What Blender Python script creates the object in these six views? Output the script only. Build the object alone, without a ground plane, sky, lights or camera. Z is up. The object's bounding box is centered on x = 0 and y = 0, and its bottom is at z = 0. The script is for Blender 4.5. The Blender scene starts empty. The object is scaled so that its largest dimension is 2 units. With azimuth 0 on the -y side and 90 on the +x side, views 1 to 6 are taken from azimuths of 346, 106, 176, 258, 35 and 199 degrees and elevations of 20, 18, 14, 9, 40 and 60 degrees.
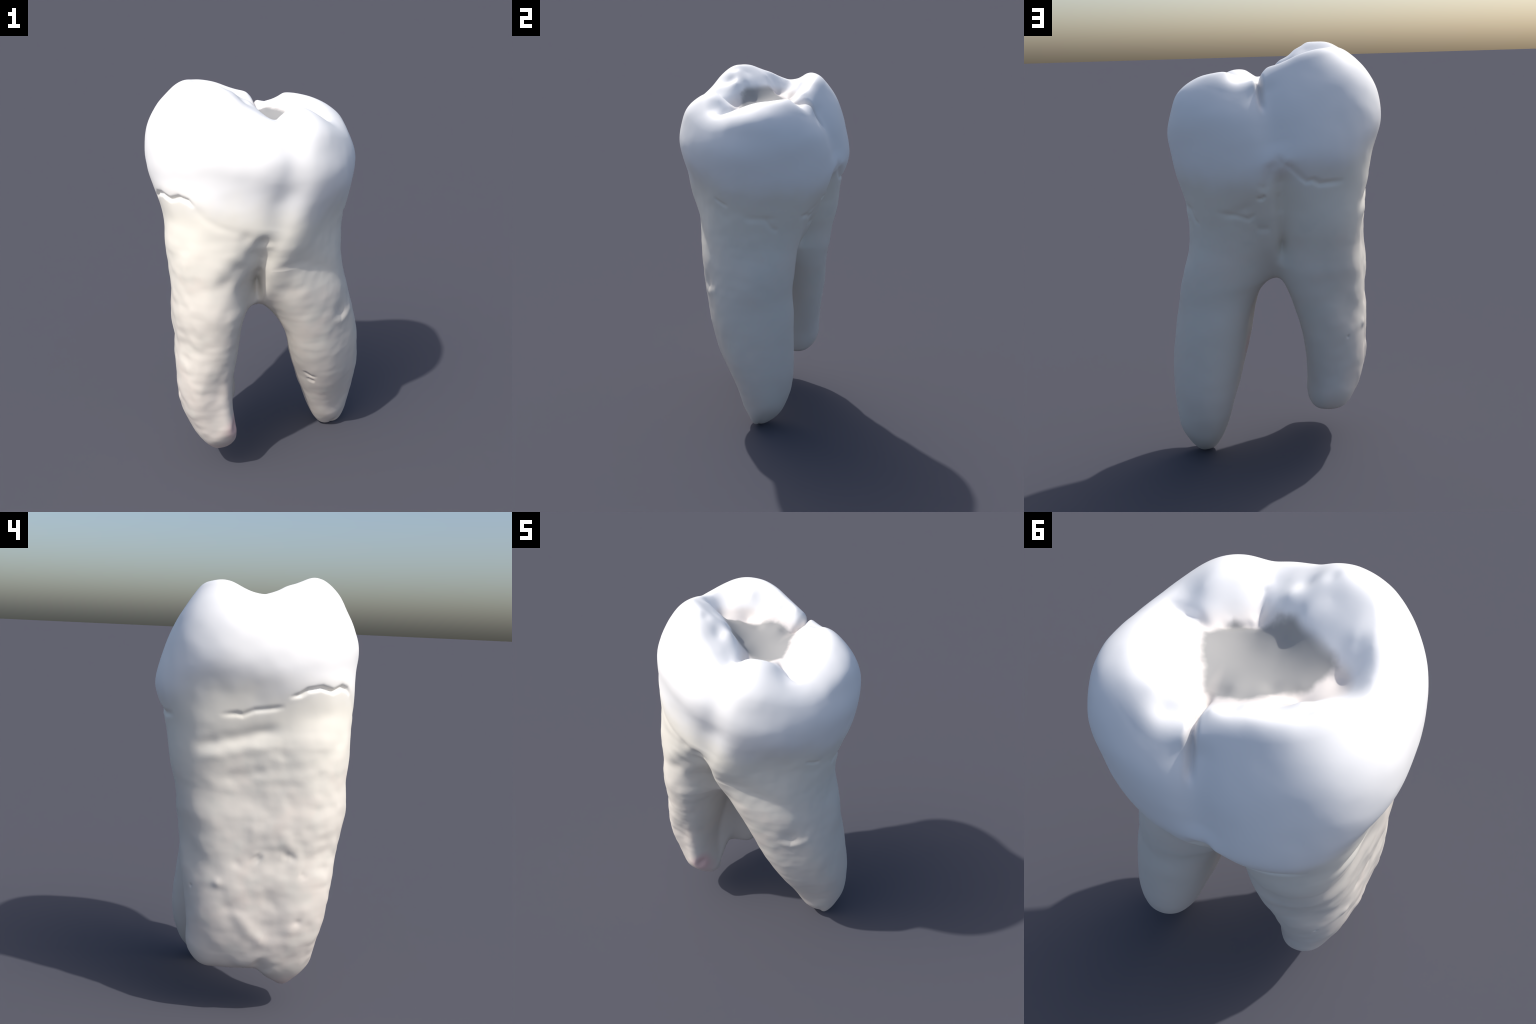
"""A human lower molar: one worn white crown with four cusps round a shallow grey
fossa, a constricted neck, a broad two-lobed root (-x) and a tapering root (+x).
The tooth is an implicit solid: lofted sections for the crown and each root, a
thin-plate occlusal surface through cusp / ridge / fossa landmarks, grooves,
pits and lumps.  It is meshed once, then split into its parts."""
import bpy, math
import numpy as np

# ------------------------------------------------------------------ helpers
def pchip(zk, vk, z):
    """Monotone cubic interpolation of the rows vk over knots zk (ascending)."""
    zk = np.asarray(zk, float); vk = np.asarray(vk, float)
    if vk.ndim == 1: vk = vk[:, None]
    h = np.diff(zk)[:, None]; d = np.diff(vk, axis=0) / h
    m = np.zeros_like(vk); m[0] = d[0]; m[-1] = d[-1]
    if len(zk) > 2:
        w1 = 2 * h[1:] + h[:-1]; w2 = h[1:] + 2 * h[:-1]
        same = d[1:] * d[:-1] > 0
        with np.errstate(divide='ignore', invalid='ignore'):
            hm = (w1 + w2) / (w1 / d[:-1] + w2 / d[1:])
        m[1:-1] = np.where(same, hm, 0)
    zc = np.clip(z, zk[0], zk[-1])
    i = np.clip(np.searchsorted(zk, zc, side='right') - 1, 0, len(zk) - 2)
    hh = (zk[i + 1] - zk[i])[:, None]; t = ((zc - zk[i])[:, None]) / hh
    t2 = t * t; t3 = t2 * t
    return ((2*t3 - 3*t2 + 1) * vk[i] + (t3 - 2*t2 + t) * hh * m[i]
            + (3*t2 - 2*t3) * vk[i + 1] + (t3 - t2) * hh * m[i + 1])

def spline(zk, vk, z):
    """Natural cubic spline through the rows vk over heights zk: no visible bands."""
    zk = np.asarray(zk, float); vk = np.asarray(vk, float); n = len(zk); h = np.diff(zk)
    A = np.eye(n); B = np.zeros_like(vk)
    for i in range(1, n - 1):
        A[i, i - 1:i + 2] = h[i - 1], 2 * (h[i - 1] + h[i]), h[i]
        B[i] = 6 * ((vk[i + 1] - vk[i]) / h[i] - (vk[i] - vk[i - 1]) / h[i - 1])
    m = np.linalg.solve(A, B)
    zc = np.clip(z, zk[0], zk[-1])
    i = np.clip(np.searchsorted(zk, zc, side='right') - 1, 0, n - 2)
    hh = h[i][:, None]; a = (zk[i + 1] - zc)[:, None] / hh; b = 1 - a
    return a * vk[i] + b * vk[i + 1] + ((a ** 3 - a) * m[i] + (b ** 3 - b) * m[i + 1]) * hh ** 2 / 6

def ring(radii, ang):
    """Smooth closed section through n radii given at equal angles from +x."""
    n = radii.shape[1]; a = np.arange(n) * 2 * math.pi / n
    r = radii.mean(axis=1)
    for k in range(1, n // 2):
        r = r + (radii @ np.cos(k * a)) * (2 / n) * np.cos(k * ang) + (radii @ np.sin(k * a)) * (2 / n) * np.sin(k * ang)
    return r + (radii @ np.cos(n // 2 * a)) / n * np.cos(n // 2 * ang)

def smin(a, b, k):
    h = np.clip(0.5 + 0.5 * (b - a) / k, 0, 1)
    return b + (a - b) * h - k * h * (1 - h)

def smax(a, b, k):
    return -smin(-a, -b, k)

def smooth(e0, e1, x):
    t = np.clip((x - e0) / (e1 - e0), 0, 1)
    return t * t * (3 - 2 * t)

def lattice(ix, iy, iz, seed):
    """Repeatable pseudo-random gradient at each lattice corner."""
    h = (ix * 374761393 + iy * 668265263 + iz * 1103515245 + seed * 1274126177) & 0xFFFFFFFF
    h = ((h ^ (h >> 13)) * 1274126177) & 0xFFFFFFFF
    h = ((h ^ (h >> 16)) * 2246822519) & 0xFFFFFFFF
    h = h ^ (h >> 15)
    return [((h >> s) & 1023) / 511.5 - 1 for s in (0, 10, 20)]

def noise(P, scale, seed):
    """Gradient noise, roughly -1..1, scale = (sx, sy, sz) cells per metre."""
    q = P * np.asarray(scale) + 37.3
    i = np.floor(q).astype(np.int64); f = q - i
    u = f * f * f * (f * (f * 6 - 15) + 10)
    out = 0
    for dx in (0, 1):
        for dy in (0, 1):
            for dz in (0, 1):
                w = (u[:, 0] if dx else 1 - u[:, 0]) * (u[:, 1] if dy else 1 - u[:, 1]) * (u[:, 2] if dz else 1 - u[:, 2])
                g = lattice(i[:, 0] + dx, i[:, 1] + dy, i[:, 2] + dz, seed)
                out = out + w * (g[0] * (f[:, 0] - dx) + g[1] * (f[:, 1] - dy) + g[2] * (f[:, 2] - dz))
    return out * 1.6

def line_distance(P, pts):
    """Distance to a polyline and position along it (0..1)."""
    pts = np.asarray(pts, float); best = np.full(len(P), 1e9); along = np.zeros(len(P)); n = len(pts) - 1
    for k in range(n):
        a, b = pts[k], pts[k + 1]; ab = b - a
        t = np.clip(((P - a) @ ab) / (ab @ ab), 0, 1)
        d = np.linalg.norm(P - a - t[:, None] * ab, axis=1)
        s = d < best; best[s] = d[s]; along[s] = (k + t[s]) / n
    return best, along

# ------------------------------------------------------------------ sections
# twelve radii round the tooth's axis, every 30 degrees from +x through +y, at each height
CROWN = [
    (0.80, (0.438, 0.450, 0.286, 0.172, 0.348, 0.450, 0.479, 0.528, 0.372, 0.173, 0.233, 0.391)),
    (0.95, (0.430, 0.424, 0.290, 0.213, 0.392, 0.451, 0.458, 0.529, 0.409, 0.230, 0.277, 0.395)),
    (1.07, (0.412, 0.399, 0.315, 0.286, 0.438, 0.461, 0.454, 0.532, 0.454, 0.320, 0.335, 0.393)),
    (1.20, (0.413, 0.410, 0.357, 0.347, 0.471, 0.477, 0.464, 0.536, 0.483, 0.400, 0.375, 0.392)),
    (1.30, (0.427, 0.433, 0.398, 0.390, 0.480, 0.489, 0.467, 0.538, 0.487, 0.436, 0.391, 0.397)),
    (1.40, (0.456, 0.460, 0.432, 0.432, 0.496, 0.505, 0.477, 0.528, 0.492, 0.453, 0.416, 0.422)),
    (1.50, (0.475, 0.478, 0.442, 0.453, 0.523, 0.519, 0.500, 0.534, 0.494, 0.458, 0.458, 0.457)),
    (1.60, (0.486, 0.484, 0.438, 0.438, 0.519, 0.544, 0.527, 0.539, 0.495, 0.479, 0.479, 0.470)),
    (1.70, (0.461, 0.471, 0.413, 0.403, 0.491, 0.548, 0.525, 0.539, 0.500, 0.477, 0.462, 0.445)),
    (1.80, (0.411, 0.414, 0.346, 0.337, 0.449, 0.522, 0.495, 0.514, 0.469, 0.423, 0.429, 0.391)),
    (1.90, (0.301, 0.312, 0.280, 0.266, 0.374, 0.455, 0.426, 0.467, 0.408, 0.348, 0.350, 0.304)),
    (1.97, (0.240, 0.249, 0.232, 0.218, 0.312, 0.379, 0.360, 0.418, 0.370, 0.306, 0.282, 0.250)),
    (2.05, (0.179, 0.185, 0.184, 0.182, 0.252, 0.296, 0.283, 0.339, 0.319, 0.253, 0.222, 0.201)),
]
ROOT_TAPER = [   # centre x, y, then the eight radii
    (-0.05, (0.388, 0.124, -0.015, -0.028, -0.022, -0.003, 0.005, -0.030, -0.041, -0.023)),
    (0.00, (0.397, 0.116, 0.025, 0.015, 0.034, 0.049, 0.059, 0.018, -0.006, 0.015)),
    (0.05, (0.398, 0.114, 0.062, 0.060, 0.095, 0.094, 0.097, 0.071, 0.049, 0.048)),
    (0.15, (0.385, 0.110, 0.111, 0.138, 0.167, 0.144, 0.129, 0.127, 0.102, 0.097)),
    (0.25, (0.371, 0.090, 0.140, 0.174, 0.214, 0.174, 0.148, 0.157, 0.130, 0.119)),
    (0.40, (0.350, 0.046, 0.172, 0.206, 0.261, 0.202, 0.176, 0.197, 0.171, 0.145)),
    (0.56, (0.322, 0.003, 0.188, 0.228, 0.290, 0.221, 0.190, 0.232, 0.195, 0.168)),
    (0.72, (0.288, -0.030, 0.195, 0.241, 0.306, 0.225, 0.185, 0.255, 0.205, 0.177)),
    (0.85, (0.241, -0.049, 0.204, 0.258, 0.291, 0.226, 0.195, 0.263, 0.225, 0.185)),
    (1.00, (0.165, -0.079, 0.198, 0.259, 0.264, 0.224, 0.201, 0.272, 0.247, 0.193)),
    (1.15, (0.082, -0.133, 0.173, 0.223, 0.212, 0.197, 0.174, 0.272, 0.274, 0.188)),
]
ROOT_BROAD = [   # twelve radii, in a frame where y is squeezed to 0.55
    (0.05, (-0.277, -0.059, 0.113, 0.161, 0.195, 0.190, 0.150, 0.105, 0.075, 0.082, 0.123, 0.110, 0.076, 0.075)),
    (0.18, (-0.272, -0.059, 0.122, 0.178, 0.218, 0.210, 0.164, 0.127, 0.115, 0.121, 0.142, 0.124, 0.101, 0.084)),
    (0.25, (-0.282, -0.052, 0.122, 0.176, 0.213, 0.206, 0.160, 0.140, 0.142, 0.144, 0.137, 0.131, 0.117, 0.082)),
    (0.38, (-0.300, -0.035, 0.117, 0.185, 0.206, 0.190, 0.169, 0.151, 0.164, 0.181, 0.157, 0.142, 0.129, 0.076)),
    (0.56, (-0.295, -0.012, 0.109, 0.191, 0.206, 0.183, 0.175, 0.169, 0.183, 0.214, 0.191, 0.160, 0.140, 0.084)),
    (0.70, (-0.270, -0.002, 0.121, 0.197, 0.207, 0.189, 0.180, 0.186, 0.200, 0.237, 0.213, 0.183, 0.148, 0.100)),
    (0.85, (-0.240, 0.004, 0.134, 0.208, 0.213, 0.188, 0.183, 0.191, 0.206, 0.246, 0.228, 0.199, 0.145, 0.105)),
    (1.00, (-0.225, 0.006, 0.141, 0.201, 0.215, 0.197, 0.193, 0.187, 0.193, 0.241, 0.246, 0.203, 0.141, 0.114)),
    (1.15, (-0.208, 0.010, 0.123, 0.173, 0.201, 0.201, 0.191, 0.158, 0.156, 0.214, 0.244, 0.185, 0.116, 0.098)),
]
# cusp tips, ridges, grooves and fossa floor of the biting surface
OCCLUSAL = [
    (-0.280, -0.215, 2.000), (-0.285, 0.205, 1.976), (0.200, 0.200, 1.873), (0.160, -0.220, 1.867), (0.290, 0.200, 1.875),
    (-0.330, -0.170, 1.995), (-0.300, -0.270, 1.971), (-0.220, -0.235, 2.000), (-0.180, -0.230, 1.986), (-0.330, 0.170, 1.970),
    (-0.240, 0.220, 1.959), (-0.385, 0.040, 1.916), (-0.365, 0.032, 1.913), (-0.385, 0.120, 1.948), (-0.098, -0.236, 1.918),
    (-0.070, -0.187, 1.911), (-0.050, -0.280, 1.881), (0.000, -0.285, 1.844), (0.041, -0.284, 1.841), (0.016, -0.195, 1.819),
    (0.030, -0.420, 1.820), (0.090, -0.260, 1.869), (0.130, -0.250, 1.874), (0.200, -0.200, 1.850), (-0.212, 0.160, 1.922),
    (-0.135, 0.172, 1.877), (-0.140, 0.220, 1.925), (-0.070, 0.188, 1.888), (-0.035, 0.220, 1.887), (0.020, 0.230, 1.887),
    (0.060, 0.230, 1.840), (0.065, 0.145, 1.813), (0.110, 0.200, 1.843), (0.160, 0.240, 1.835), (0.120, 0.120, 1.842),
    (0.250, 0.160, 1.870), (0.220, 0.100, 1.860), (0.300, 0.050, 1.848), (0.200, 0.000, 1.840), (0.239, -0.139, 1.791),
    (0.300, -0.150, 1.789), (0.380, -0.120, 1.776), (0.270, -0.220, 1.805), (0.155, -0.075, 1.807), (0.144, -0.052, 1.811),
    (0.100, -0.150, 1.805), (0.190, -0.160, 1.826), (0.220, -0.070, 1.812), (0.004, -0.110, 1.795), (0.000, 0.000, 1.798),
    (0.080, 0.000, 1.802), (-0.041, -0.079, 1.803), (-0.100, 0.000, 1.816), (-0.092, -0.109, 1.839), (-0.158, -0.083, 1.876),
    (-0.240, -0.048, 1.892), (-0.236, -0.004, 1.848), (-0.272, -0.002, 1.845), (-0.236, 0.022, 1.836), (-0.313, 0.049, 1.859),
    (-0.180, 0.050, 1.826), (0.000, 0.100, 1.828), (-0.044, 0.145, 1.838), (-0.100, 0.110, 1.834), (-0.190, 0.100, 1.815),
    (-0.260, 0.100, 1.869), (-0.350, -0.100, 1.972), (-0.345, -0.050, 1.951), (-0.305, -0.060, 1.933), (-0.270, -0.110, 1.958),
    (-0.200, -0.165, 1.966), (-0.131, -0.126, 1.910), (-0.111, -0.153, 1.912), (-0.291, -0.038, 1.904), (-0.293, -0.069, 1.943),
    (0.007, 0.134, 1.830), (-0.160, 0.145, 1.860), (0.311, -0.072, 1.814), (0.277, -0.083, 1.807), (-0.041, -0.222, 1.880),
]

def thin_plate(points):
    pts = np.asarray(points, float); xy = pts[:, :2]; n = len(pts)
    U = lambda r2: np.where(r2 > 0, 0.5 * r2 * np.log(r2 + 1e-12), 0)
    d2 = ((xy[:, None] - xy[None]) ** 2).sum(-1)
    A = np.zeros((n + 3, n + 3)); A[:n, :n] = U(d2) + np.eye(n) * 1.5e-4
    A[:n, n] = 1; A[:n, n + 1:] = xy; A[n, :n] = 1; A[n + 1:, :n] = xy.T
    w = np.linalg.solve(A, np.r_[pts[:, 2], 0, 0, 0])
    def h(x, y):
        v = w[n] + w[n + 1] * x + w[n + 2] * y
        for k in range(n):
            v = v + w[k] * U((x - xy[k, 0]) ** 2 + (y - xy[k, 1]) ** 2)
        return v
    return h

biting_height = thin_plate(OCCLUSAL)

# ------------------------------------------------------------------ relief
# furrows on the side walls: (angle in degrees, z) points, depth, width, fade of the ends
WALL_GROOVES = [
    # tongue-side groove: soft valley with a sharp fissure inside it
    ([(80, 1.84), (84, 1.74), (88, 1.62), (91, 1.48)], .022, .085, .25),
    # cheek-side valley
    ([(277, 1.86), (277, 1.72), (275, 1.58), (268, 1.40), (263, 1.25)], .024, .08, .25),
    # furrows leading down to the fork between the roots
    ([(262, 1.38), (256, 1.22), (250, 1.08), (247, .93)], .055, .07, .35),
    ([(91, 1.50), (94, 1.38), (97, 1.25), (98, 1.1), (97, .96)], .06, .06, .25),
    # wavy crack where the enamel overhangs the broad root, with a swollen lip above it
    ([(186, 1.488), (192, 1.504), (195, 1.524), (202, 1.535), (209, 1.519), (215, 1.537), (220, 1.526), (224, 1.495)], .014, .010, .2),
    ([(220, 1.526), (224, 1.495), (228, 1.45), (235, 1.411), (246, 1.375), (254, 1.352)], .0022, .020, .35),
    ([(190, 1.535), (202, 1.565), (215, 1.568), (226, 1.51), (236, 1.45)], -.003, .032, .35),
    ([(152, 1.405), (161, 1.413), (164, 1.409), (170, 1.430), (179, 1.440), (186, 1.452)], .006, .012, .2),
    # steps and bands under it
    ([(136, 1.262), (152, 1.291), (173, 1.332), (190, 1.364)], .008, .030, .3),
    ([(136, 1.20), (152, 1.232), (173, 1.265), (190, 1.295)], -.006, .030, .3),
    ([(146, 1.110), (162, 1.141), (180, 1.172), (198, 1.189)], .005, .032, .3),
    # arched hood of enamel on the tongue side
    ([(79, 1.35), (83, 1.383), (86, 1.457), (91, 1.492), (95, 1.480)], .010, .024, .2),
    ([(91, 1.492), (98, 1.462), (104, 1.415), (107, 1.398), (110, 1.403), (114, 1.385), (120, 1.388), (128, 1.392)], .012, .013, .2),
    ([(76, 1.318), (80, 1.320), (83, 1.338)], .012, .010, .3),
    ([(44, 1.252), (60, 1.236), (68, 1.218), (76, 1.245)], .007, .014, .3),
    ([(17, 1.265), (24, 1.195), (30, 1.17)], .006, .016, .3),
    ([(91, 1.35), (93, 1.23)], .008, .020, .3),
    ([(72, 1.165), (86, 1.168)], .006, .018, .3),
    ([(48, 1.217), (75, 1.293)], .005, .020, .3),
    # wrinkles under the far bulge
    ([(336, 1.345), (344, 1.318), (351, 1.302)], .006, .012, .3),
    ([(1, 1.245), (14, 1.249), (30, 1.252)], .005, .020, .3),
]
# furrows of the biting surface: (x, y) points, depth, width, fade
TOP_GROOVES = [
    # sharp fissure running over the rim into the tongue-side valley
    ([(.055, .13), (.062, .185), (.066, .235), (.058, .285), (.052, .33), (.044, .39)], .024, .013, .2),
    ([(.14, -.085), (.20, -.12), (.26, -.145), (.33, -.16)], .016, .018, .3),
    ([(.13, -.105), (.06, -.135), (.025, -.155)], .009, .012, .3),
    ([(.01, -.12), (.02, -.20), (.04, -.28)], .008, .02, .2),
]
# furrows in space: points, depth, width
GROOVES = [
    # inner furrow of the broad root
    ([(-.10, .0, .85), (-.14, .0, .6), (-.17, .0, .35), (-.19, .0, .15)], .10, .08, .1),
    # nicks and a curled ridge on the tapering root
    ([(.17, -.12, .475), (.21, -.115, .45), (.25, -.13, .445)], .008, .014, .3),
    ([(.19, -.10, .415), (.24, -.11, .40)], .007, .014, .3),
    ([(.415, -.13, .87), (.415, -.136, .812), (.354, -.207, .771), (.289, -.249, .808)], -.005, .022, .3),
    # rough oval hollow with a raised lip on the broad root's outer face
    ([(-.442, .15, .57), (-.449, .116, .514), (-.455, .064, .443), (-.461, .012, .398), (-.46, -.03, .385)], -.006, .034, .35),
    ([(-.47, -.06, .795), (-.47, -.107, .792), (-.47, -.135, .765)], .0035, .020, .35),
    ([(-.47, -.14, .715), (-.47, -.165, .705), (-.47, -.178, .68)], .004, .018, .35),
    ([(-.46, .055, .795), (-.461, .02, .765)], .0035, .020, .35),
    ([(-.41, .03, .30), (-.39, -.06, .24)], .008, .040, .3),
]
PITS = [  # centre, radius, depth (negative: a knob)
    ((-.26, -.40, 1.13), .045, .016), ((-.20, -.395, 1.19), .05, .020), ((-.135, -.40, 1.25), .04, .012), ((-.16, -.37, 1.10), .055, .018),
    ((-.09, -.43, 1.312), .027, .022), ((-.17, -.44, 1.35), .03, .006), ((-.06, -.43, 1.285), .022, -.006),
    ((-.238, -.25, .31), .026, .012), ((.34, -.20, .835), .045, .007), ((.06, -.31, 1.03), .04, .006),
    ((-.48, -.02, .585), .075, .014), ((-.485, -.03, .465), .065, .015),
    ((-.445, .125, .75), .022, .004), ((-.478, -.172, .543), .026, -.004), ((-.474, -.117, .451), .026, -.004),
    ((-.475, -.15, .49), .020, .006), ((-.42, .21, .66), .022, -.004), ((-.43, .16, .55), .03, .004),
    ((-.322, .302, .626), .010, .006),
    ((-.18, -.23, 1.985), .024, .006), ((-.098, -.236, 1.934), .030, .009), ((-.13, -.15, 1.90), .02, .004),
    ((-.10, .075, 1.82), .026, .006), ((.02, .125, 1.81), .026, .005), ((-.28, .0, 1.842), .026, .008),
]

def carve(f, X, pts, depth, width, fade, mask):
    """Cut (or raise) a furrow with a bell profile along a polyline, tapering at its ends."""
    p = np.asarray(pts, float)
    near = np.flatnonzero(((X > p.min(0) - 2.6 * width) & (X < p.max(0) + 2.6 * width)).all(1))
    if not len(near): return
    d, t = line_distance(X[near], p)
    v = depth * np.exp(-(d / width) ** 2) * smooth(0, fade, t + .01) * smooth(0, fade, 1.01 - t)
    f[near] += v if mask is None else v * mask[near]

def root_field(P, table, squeeze=1.0):
    zk = [r[0] for r in table]; v = spline(zk, [r[1] for r in table], P[:, 2])
    dx = P[:, 0] - v[:, 0]; dy = (P[:, 1] - v[:, 1]) * squeeze
    f = np.hypot(dx, dy) - ring(v[:, 2:], np.arctan2(dy, dx))
    top = zk[-1]
    f = f + np.maximum(P[:, 2] - top + .22, 0) ** 2 * 1.6      # fades into the neck
    return f

def solid(P, fine=True):
    x, y, z = P[:, 0], P[:, 1], P[:, 2]
    # crown and neck
    v = spline([r[0] for r in CROWN], [r[1] for r in CROWN], z)
    f = np.hypot(x, y) - ring(v, np.arctan2(y, x))
    f = smax(f, (z - biting_height(x, y)) * .8, .045)
    f = smax(f, (.865 + np.where(y < 0, 1.7, 1.2) * y * y * np.exp(-((x + .05) / .2) ** 2) - z) * .4, .05)
    # roots
    a = root_field(P, ROOT_TAPER)
    a = smax(a, .0 - z, .03)
    b = root_field(P, ROOT_BROAD, .55)
    yk = [-.4, -.22, -.135, -.06, .02, .12, .22, .4]
    zb = pchip(yk, [.30, .18, .125, .165, .225, .22, .22, .33], y)[:, 0]
    b = smax(b, (zb - z) * .9, .09)
    f = smin(f, a, .07); f = smin(f, b, .07)
    # furrows, cracks, pits
    wall = np.stack([(np.arctan2(y, x) % (2 * math.pi)) * .45, z], 1)
    away = smooth(.10, .22, np.hypot(x, y))
    upper = smooth(1.68, 1.74, z)
    for pts, depth, width, fade in WALL_GROOVES:
        carve(f, wall, [(math.radians(q[0]) * .45, q[1]) for q in pts], depth, width, fade, away)
    for pts, depth, width, fade in TOP_GROOVES:
        carve(f, P[:, :2], pts, depth, width, fade, upper)
    for pts, depth, width, fade in GROOVES:
        carve(f, P, pts, depth, width, fade, None)
    for c, r, depth in PITS:
        near = np.flatnonzero((np.abs(P - np.asarray(c)) < 2.6 * r).all(1))
        f[near] += depth * np.exp(-((P[near] - np.asarray(c)) ** 2).sum(1) / r ** 2)
    # lumps: strong on the roots, faint on the enamel
    if fine:
        rooty = smooth(1.50, 1.25, z)
        side = 1 - .55 * smooth(-.05, .25, y)         # the tongue side is smoother
        outer = smooth(-.34, -.44, x) * rooty
        f = f + .0026 * noise(P, (6, 6, 6), 2) + .0013 * noise(P, (13, 13, 13), 4)
        f = f + (.0018 * side + .0014 * outer) * rooty * noise(P, (9, 9, 9), 3)
        f = f + (.0010 * side + .0009 * outer) * rooty * noise(P, (18, 18, 19), 5)
        f = f + .0006 * side * rooty * noise(P, (5, 5, 24), 9)
    return f

# ------------------------------------------------------------------ meshing
def surface_net(step):
    lo = np.array([-.66, -.66, -.06]); hi = np.array([.66, .66, 2.08])
    n = np.ceil((hi - lo) / step).astype(int) + 1
    ax = [lo[i] + step * np.arange(n[i]) for i in range(3)]
    F = np.empty(n, np.float32)
    for i in range(0, n[0], 16):
        g = np.stack(np.meshgrid(ax[0][i:i + 16], ax[1], ax[2], indexing='ij'), -1)
        F[i:i + 16] = solid(g.reshape(-1, 3), False).reshape(g.shape[:3])
    inside = F < 0
    c = np.zeros(n - 1, int)
    corners = [(i, j, k) for i in (0, 1) for j in (0, 1) for k in (0, 1)]
    sub = lambda A, o: A[o[0]:o[0] + n[0] - 1, o[1]:o[1] + n[1] - 1, o[2]:o[2] + n[2] - 1]
    for o in corners: c += sub(inside, o)
    active = (c > 0) & (c < 8)
    ids = -np.ones(n - 1, int); ids[active] = np.arange(active.sum())
    acc = np.zeros((active.sum(), 3)); cnt = np.zeros(active.sum())
    for o in corners:
        for d in range(3):
            if o[d]: continue
            p = list(o); p[d] = 1
            A = sub(F, o)[active]; B = sub(F, p)[active]
            cross = (A < 0) != (B < 0)
            t = np.where(cross, A / np.where(cross, A - B, 1), 0)
            pos = np.tile(np.array(o, float), (len(A), 1)); pos[:, d] = t
            acc += pos * cross[:, None]; cnt += cross
    V = lo + (np.argwhere(active) + acc / cnt[:, None]) * step
    quads = []
    for d in range(3):
        e1, e2 = (d + 1) % 3, (d + 2) % 3
        s0 = [slice(None)] * 3; s1 = [slice(None)] * 3
        s0[d] = slice(0, -1); s1[d] = slice(1, None)
        A = inside[tuple(s0)]; B = inside[tuple(s1)]
        for sign, m in ((1, A & ~B), (-1, ~A & B)):
            e = np.argwhere(m)
            def cell(a, b):
                q = e.copy(); q[:, e1] -= a; q[:, e2] -= b
                return ids[q[:, 0], q[:, 1], q[:, 2]]
            q = np.stack([cell(1, 1), cell(0, 1), cell(0, 0), cell(1, 0)], 1)
            quads.append(q if sign > 0 else q[:, ::-1])
    return V, np.concatenate(quads)

def gradient(P, fine, e=.0015):
    g = np.stack([solid(P + d, fine) - solid(P - d, fine) for d in np.eye(3) * e], 1) / (2 * e)
    return g

def settle(V, fine, steps=2, limit=.006):
    for _ in range(steps):
        g = gradient(V, fine)
        m = np.maximum((g * g).sum(1), .05)
        d = (solid(V, fine) / m)[:, None] * g
        l = np.linalg.norm(d, axis=1, keepdims=True)
        V = V - d * np.minimum(1, limit / np.maximum(l, 1e-9))
    return V

def relax(V, Q, rounds=2, w=.5):
    for _ in range(rounds):
        acc = np.zeros_like(V); cnt = np.zeros(len(V))
        for i in range(4):
            a, b = Q[:, i], Q[:, (i + 1) % 4]
            for k in range(3):
                acc[:, k] += np.bincount(a, V[b, k], len(V)) + np.bincount(b, V[a, k], len(V))
            cnt += np.bincount(a, minlength=len(V)) + np.bincount(b, minlength=len(V))
        V = V + w * (acc / cnt[:, None] - V)
    return V

def subdivide(V, Q):
    E = np.sort(np.stack([Q, np.roll(Q, -1, 1)], -1).reshape(-1, 2), 1)
    key = E[:, 0] * len(V) + E[:, 1]
    u, inv = np.unique(key, return_inverse=True); inv = inv.reshape(-1, 4)
    mid = (V[u // len(V)] + V[u % len(V)]) / 2
    face = V[Q].mean(1)
    nv, ne = len(V), len(u)
    m = inv + nv; f = np.arange(len(Q)) + nv + ne
    Q2 = np.concatenate([np.stack([Q[:, i], m[:, i], f, m[:, (i + 3) % 4]], 1) for i in range(4)])
    return np.concatenate([V, mid, face]), Q2

def build_surface():
    V, Q = surface_net(.017)
    V = settle(relax(V, Q), False, 2)
    V, Q = subdivide(V, Q); V = settle(relax(V, Q, 2), True, 2)
    V, Q = subdivide(V, Q); V = settle(relax(V, Q, 2), True, 2)
    return V, Q

# ------------------------------------------------------------------ materials
# grey worn floor of the fossa, seen from above (anticlockwise)
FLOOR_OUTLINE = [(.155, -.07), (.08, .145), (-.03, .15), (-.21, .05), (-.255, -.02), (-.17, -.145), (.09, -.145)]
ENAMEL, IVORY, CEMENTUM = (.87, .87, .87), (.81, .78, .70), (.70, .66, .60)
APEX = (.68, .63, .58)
ROSE, WORN, DENTINE = (.70, .45, .45), (.325, .325, .32), (.66, .60, .56)

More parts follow.
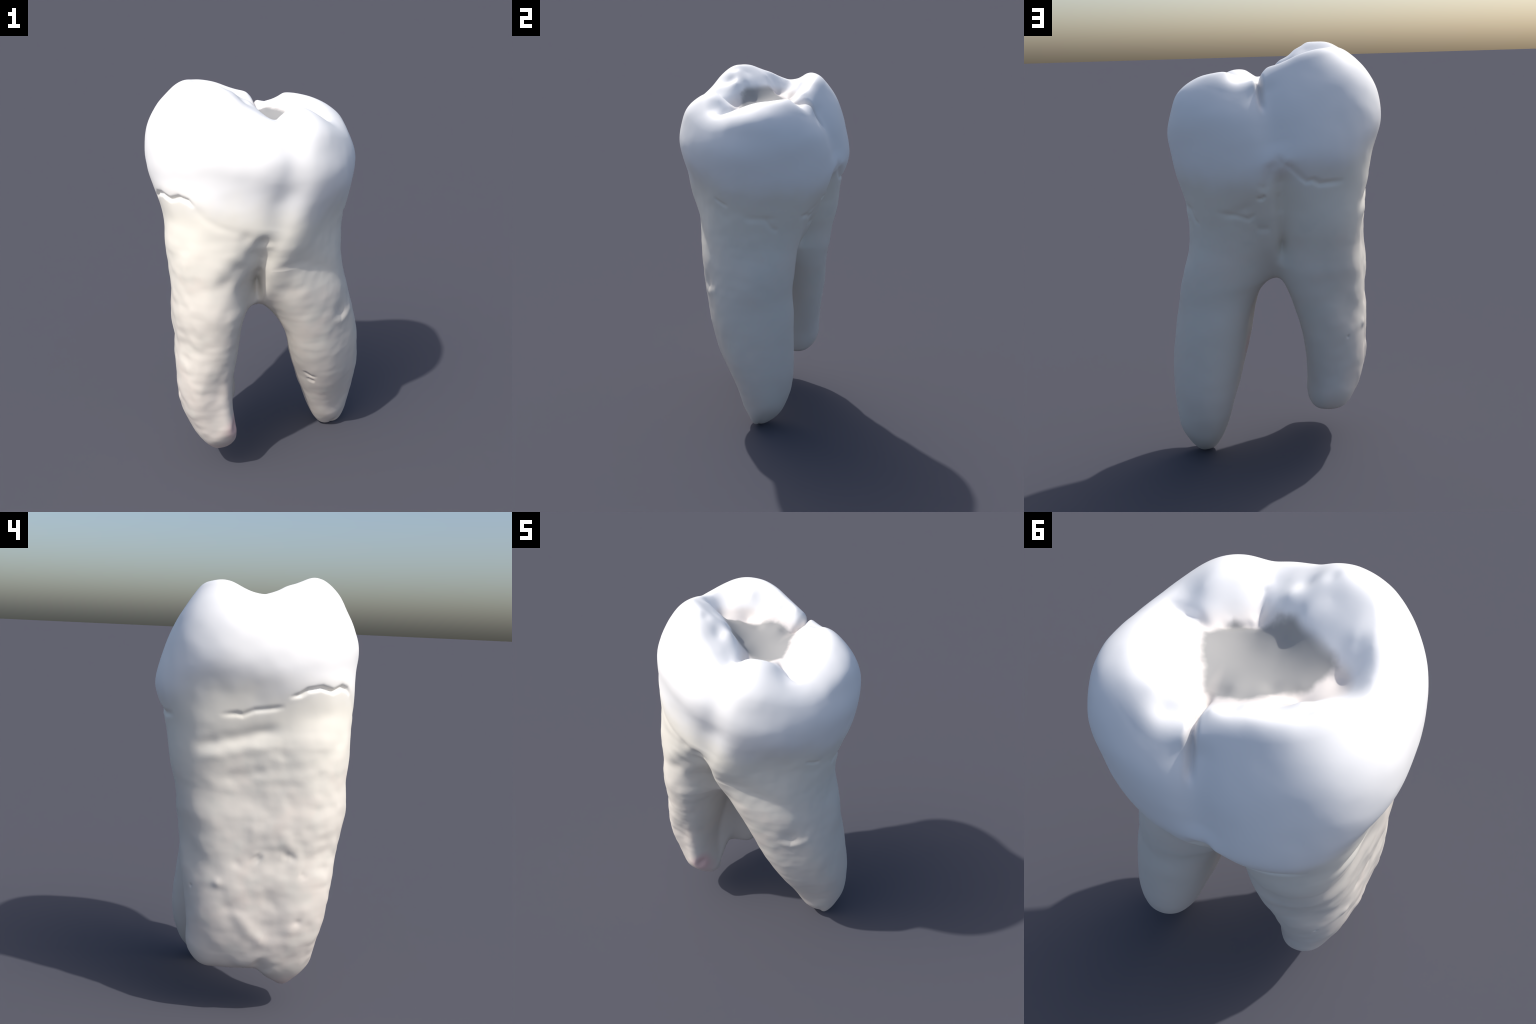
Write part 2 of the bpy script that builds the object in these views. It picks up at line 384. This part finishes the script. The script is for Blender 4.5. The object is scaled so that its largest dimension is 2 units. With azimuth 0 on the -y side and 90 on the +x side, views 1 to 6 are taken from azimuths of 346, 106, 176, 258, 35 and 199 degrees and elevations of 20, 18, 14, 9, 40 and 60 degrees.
def tooth_material(name, rough):
    """One colour scheme laid out on Object coordinates, so parts meet without a seam:
    white enamel, ivory neck, cementum on the roots, grey worn dentine in the fossa."""
    mat = bpy.data.materials.new(name); mat.use_nodes = True
    nt = mat.node_tree; N = nt.nodes; L = nt.links
    bsdf = N['Principled BSDF']
    tc = N.new('ShaderNodeTexCoord'); co = tc.outputs['Object']

    def noise_tex(scale, detail):
        n = N.new('ShaderNodeTexNoise'); n.inputs['Scale'].default_value = scale; n.inputs['Detail'].default_value = detail
        L.new(co, n.inputs['Vector']); return n.outputs['Fac']
    def math_node(op, a, b=None, c=None):
        m = N.new('ShaderNodeMath'); m.operation = op
        for k, v in enumerate((a, b, c)):
            if v is None: continue
            if isinstance(v, (int, float)): m.inputs[k].default_value = v
            else: L.new(v, m.inputs[k])
        return m.outputs[0]
    def step(v, lo, hi):
        r = N.new('ShaderNodeMapRange'); r.interpolation_type = 'SMOOTHSTEP'
        r.inputs['From Min'].default_value = lo; r.inputs['From Max'].default_value = hi
        L.new(v, r.inputs['Value']); return r.outputs['Result']
    def mix(fac, a, b):
        m = N.new('ShaderNodeMix'); m.data_type = 'RGBA'
        if isinstance(fac, float): m.inputs['Factor'].default_value = fac
        else: L.new(fac, m.inputs['Factor'])
        for sock, v in ((m.inputs[6], a), (m.inputs[7], b)):
            if isinstance(v, tuple): sock.default_value = (*v, 1)
            else: L.new(v, sock)
        return m.outputs[2]
    def blob(centre, radii, soft, wobble, turn=0.0):
        mp = N.new('ShaderNodeMapping'); mp.vector_type = 'TEXTURE'
        mp.inputs['Location'].default_value = centre; mp.inputs['Scale'].default_value = radii
        mp.inputs['Rotation'].default_value = (0, 0, turn)
        L.new(co, mp.inputs['Vector'])
        le = N.new('ShaderNodeVectorMath'); le.operation = 'LENGTH'; L.new(mp.outputs[0], le.inputs[0])
        d = math_node('ADD', le.outputs['Value'], math_node('MULTIPLY', math_node('SUBTRACT', noise_tex(9, 2), .5), wobble))
        return math_node('SUBTRACT', 1.0, step(d, 1 - soft, 1 + soft))

    def facet_mask(outline, soft, wobble):
        """Inside of a convex outline seen from above, upper part of the crown only."""
        d = None
        for (x0, y0), (x1, y1) in zip(outline, outline[1:] + outline[:1]):
            k = math.hypot(x1 - x0, y1 - y0); nx, ny = (y1 - y0) / k, -(x1 - x0) / k
            dot = N.new('ShaderNodeVectorMath'); dot.operation = 'DOT_PRODUCT'
            L.new(co, dot.inputs[0]); dot.inputs[1].default_value = (nx, ny, 0)
            e = math_node('SUBTRACT', dot.outputs['Value'], nx * x0 + ny * y0)
            d = e if d is None else math_node('MAXIMUM', d, e)
        d = math_node('ADD', d, math_node('MULTIPLY', math_node('SUBTRACT', noise_tex(12, 3), .5), wobble))
        m = math_node('SUBTRACT', 1.0, step(d, -soft, soft))
        zs = N.new('ShaderNodeSeparateXYZ'); L.new(co, zs.inputs[0])
        return math_node('MULTIPLY', m, math_node('MULTIPLY', step(zs.outputs['Z'], 1.72, 1.76), math_node('SUBTRACT', 1.0, step(zs.outputs['Z'], 1.865, 1.91))))

    sep = N.new('ShaderNodeSeparateXYZ'); L.new(co, sep.inputs[0])
    broad = noise_tex(3.2, 3)
    z = math_node('ADD', sep.outputs['Z'], math_node('MULTIPLY', math_node('SUBTRACT', broad, .5), .30))
    # the enamel edge lies higher on the -x side than on the +x side
    z = math_node('ADD', z, math_node('MULTIPLY', sep.outputs['X'], .12))
    col = mix(step(z, 1.56, 1.34), ENAMEL, IVORY)
    col = mix(step(z, 1.32, .85), col, CEMENTUM)
    rooty = step(z, 1.40, 1.10)
    col = mix(step(z, .75, .30), col, APEX)
    col = mix(math_node('MULTIPLY', math_node('MULTIPLY', step(noise_tex(6.5, 4), .48, .75), rooty), .30), col, (.76, .65, .58))
    col = mix(math_node('MULTIPLY', math_node('MULTIPLY', step(noise_tex(11, 3), .50, .75), rooty), .35), col, (.66, .66, .60))
    for centre, radius, amount in (((-.238, -.25, .31), .055, .75), ((-.215, -.21, .24), .06, .4), ((.16, .02, .52), .06, .4), ((-.30, -.16, .12), .10, .25)):
        col = mix(math_node('MULTIPLY', blob(centre, (radius,) * 3, .6, .5), amount), col, ROSE)
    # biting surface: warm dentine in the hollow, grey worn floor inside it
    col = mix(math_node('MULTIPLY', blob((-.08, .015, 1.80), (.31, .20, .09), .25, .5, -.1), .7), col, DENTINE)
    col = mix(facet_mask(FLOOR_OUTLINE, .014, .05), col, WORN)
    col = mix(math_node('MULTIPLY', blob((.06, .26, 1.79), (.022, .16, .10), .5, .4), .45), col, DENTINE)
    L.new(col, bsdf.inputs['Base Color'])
    b = N.new('ShaderNodeBump'); b.inputs['Strength'].default_value = .08; b.inputs['Distance'].default_value = .002
    L.new(noise_tex(60, 4), b.inputs['Height']); L.new(b.outputs['Normal'], bsdf.inputs['Normal'])
    bsdf.inputs['Roughness'].default_value = rough
    bsdf.inputs['Specular IOR Level'].default_value = .3
    return mat

def make_materials():
    return dict(crown=tooth_material('enamel', .55), neck=tooth_material('cervical_dentine', .6),
                root=tooth_material('cementum', .65), cavity_floor=tooth_material('worn_dentine', .6))

# ------------------------------------------------------------------ parts

def inside_outline(x, y, poly):
    p = np.asarray(poly); r = np.zeros(len(x), bool); j = len(p) - 1
    for i in range(len(p)):
        c = ((p[i, 1] > y) != (p[j, 1] > y)) & (x < (p[j, 0] - p[i, 0]) * (y - p[i, 1]) / (p[j, 1] - p[i, 1] + 1e-12) + p[i, 0])
        r ^= c; j = i
    return r

def neck_line(x, y):
    """Height of the border between enamel and root round the tooth."""
    a = np.degrees(np.arctan2(y, x)) % 360
    ak = [0, 45, 80, 92, 110, 150, 180, 205, 215, 240, 270, 300, 330, 360]
    zk = [1.32, 1.30, 1.38, 1.48, 1.42, 1.40, 1.455, 1.52, 1.46, 1.36, 1.24, 1.24, 1.28, 1.32]
    return pchip(ak, zk, a)[:, 0]

def split_parts(V, Q):
    c = V[Q].mean(1); x, y, z = c.T
    part = np.full(len(Q), 1)                       # neck
    part[z > neck_line(x, y)] = 0                   # crown
    floor = (z > 1.7) & inside_outline(x, y, FLOOR_OUTLINE)
    part[floor] = 4
    low = (z < .95) & (part == 1)
    part[low & (x > -.04)] = 2
    part[low & (x <= -.04)] = 3
    return part

def main():
    V, Q = build_surface()
    # fit the frame: base on z = 0, height 2, centred
    lo, hi = V.min(0), V.max(0)
    print('raw extents', lo, hi)
    fn = np.cross(V[Q[:, 2]] - V[Q[:, 0]], V[Q[:, 3]] - V[Q[:, 1]])
    vn = np.zeros_like(V)
    for i in range(4):
        for k in range(3): vn[:, k] += np.bincount(Q[:, i], fn[:, k], len(V))
    vn /= np.maximum(np.linalg.norm(vn, axis=1, keepdims=True), 1e-12)
    part = split_parts(V, Q)
    mats = make_materials()
    root_empty = bpy.data.objects.new('tooth', None)
    bpy.context.scene.collection.objects.link(root_empty)
    root_empty['label'] = 'white human molar tooth with four cusps and two roots'
    root_empty['category'] = 'tooth'
    names = [('crown', 'crown'), ('neck', 'neck'), ('root', 'root'), ('root.001', 'root'), ('cavity_floor', 'cavity_floor')]
    crown_obj = None
    for k, (name, m) in enumerate(names):
        q = Q[part == k]
        used, inv = np.unique(q, return_inverse=True); q = inv.reshape(-1, 4)
        me = bpy.data.meshes.new(name)
        me.vertices.add(len(used)); me.vertices.foreach_set('co', V[used].astype(np.float32).ravel())
        me.loops.add(q.size); me.loops.foreach_set('vertex_index', q.astype(np.int32).ravel())
        me.polygons.add(len(q)); me.polygons.foreach_set('loop_start', (np.arange(len(q)) * 4).astype(np.int32))
        me.update(calc_edges=True); me.validate()
        me.polygons.foreach_set('use_smooth', np.ones(len(me.polygons), bool))
        me.normals_split_custom_set_from_vertices(vn[used].astype(np.float32))
        me.materials.append(mats[m])
        ob = bpy.data.objects.new(name, me)
        bpy.context.scene.collection.objects.link(ob)
        ob.parent = root_empty
        if name == 'crown': crown_obj = ob
        if name == 'cavity_floor': ob.parent = crown_obj

main()
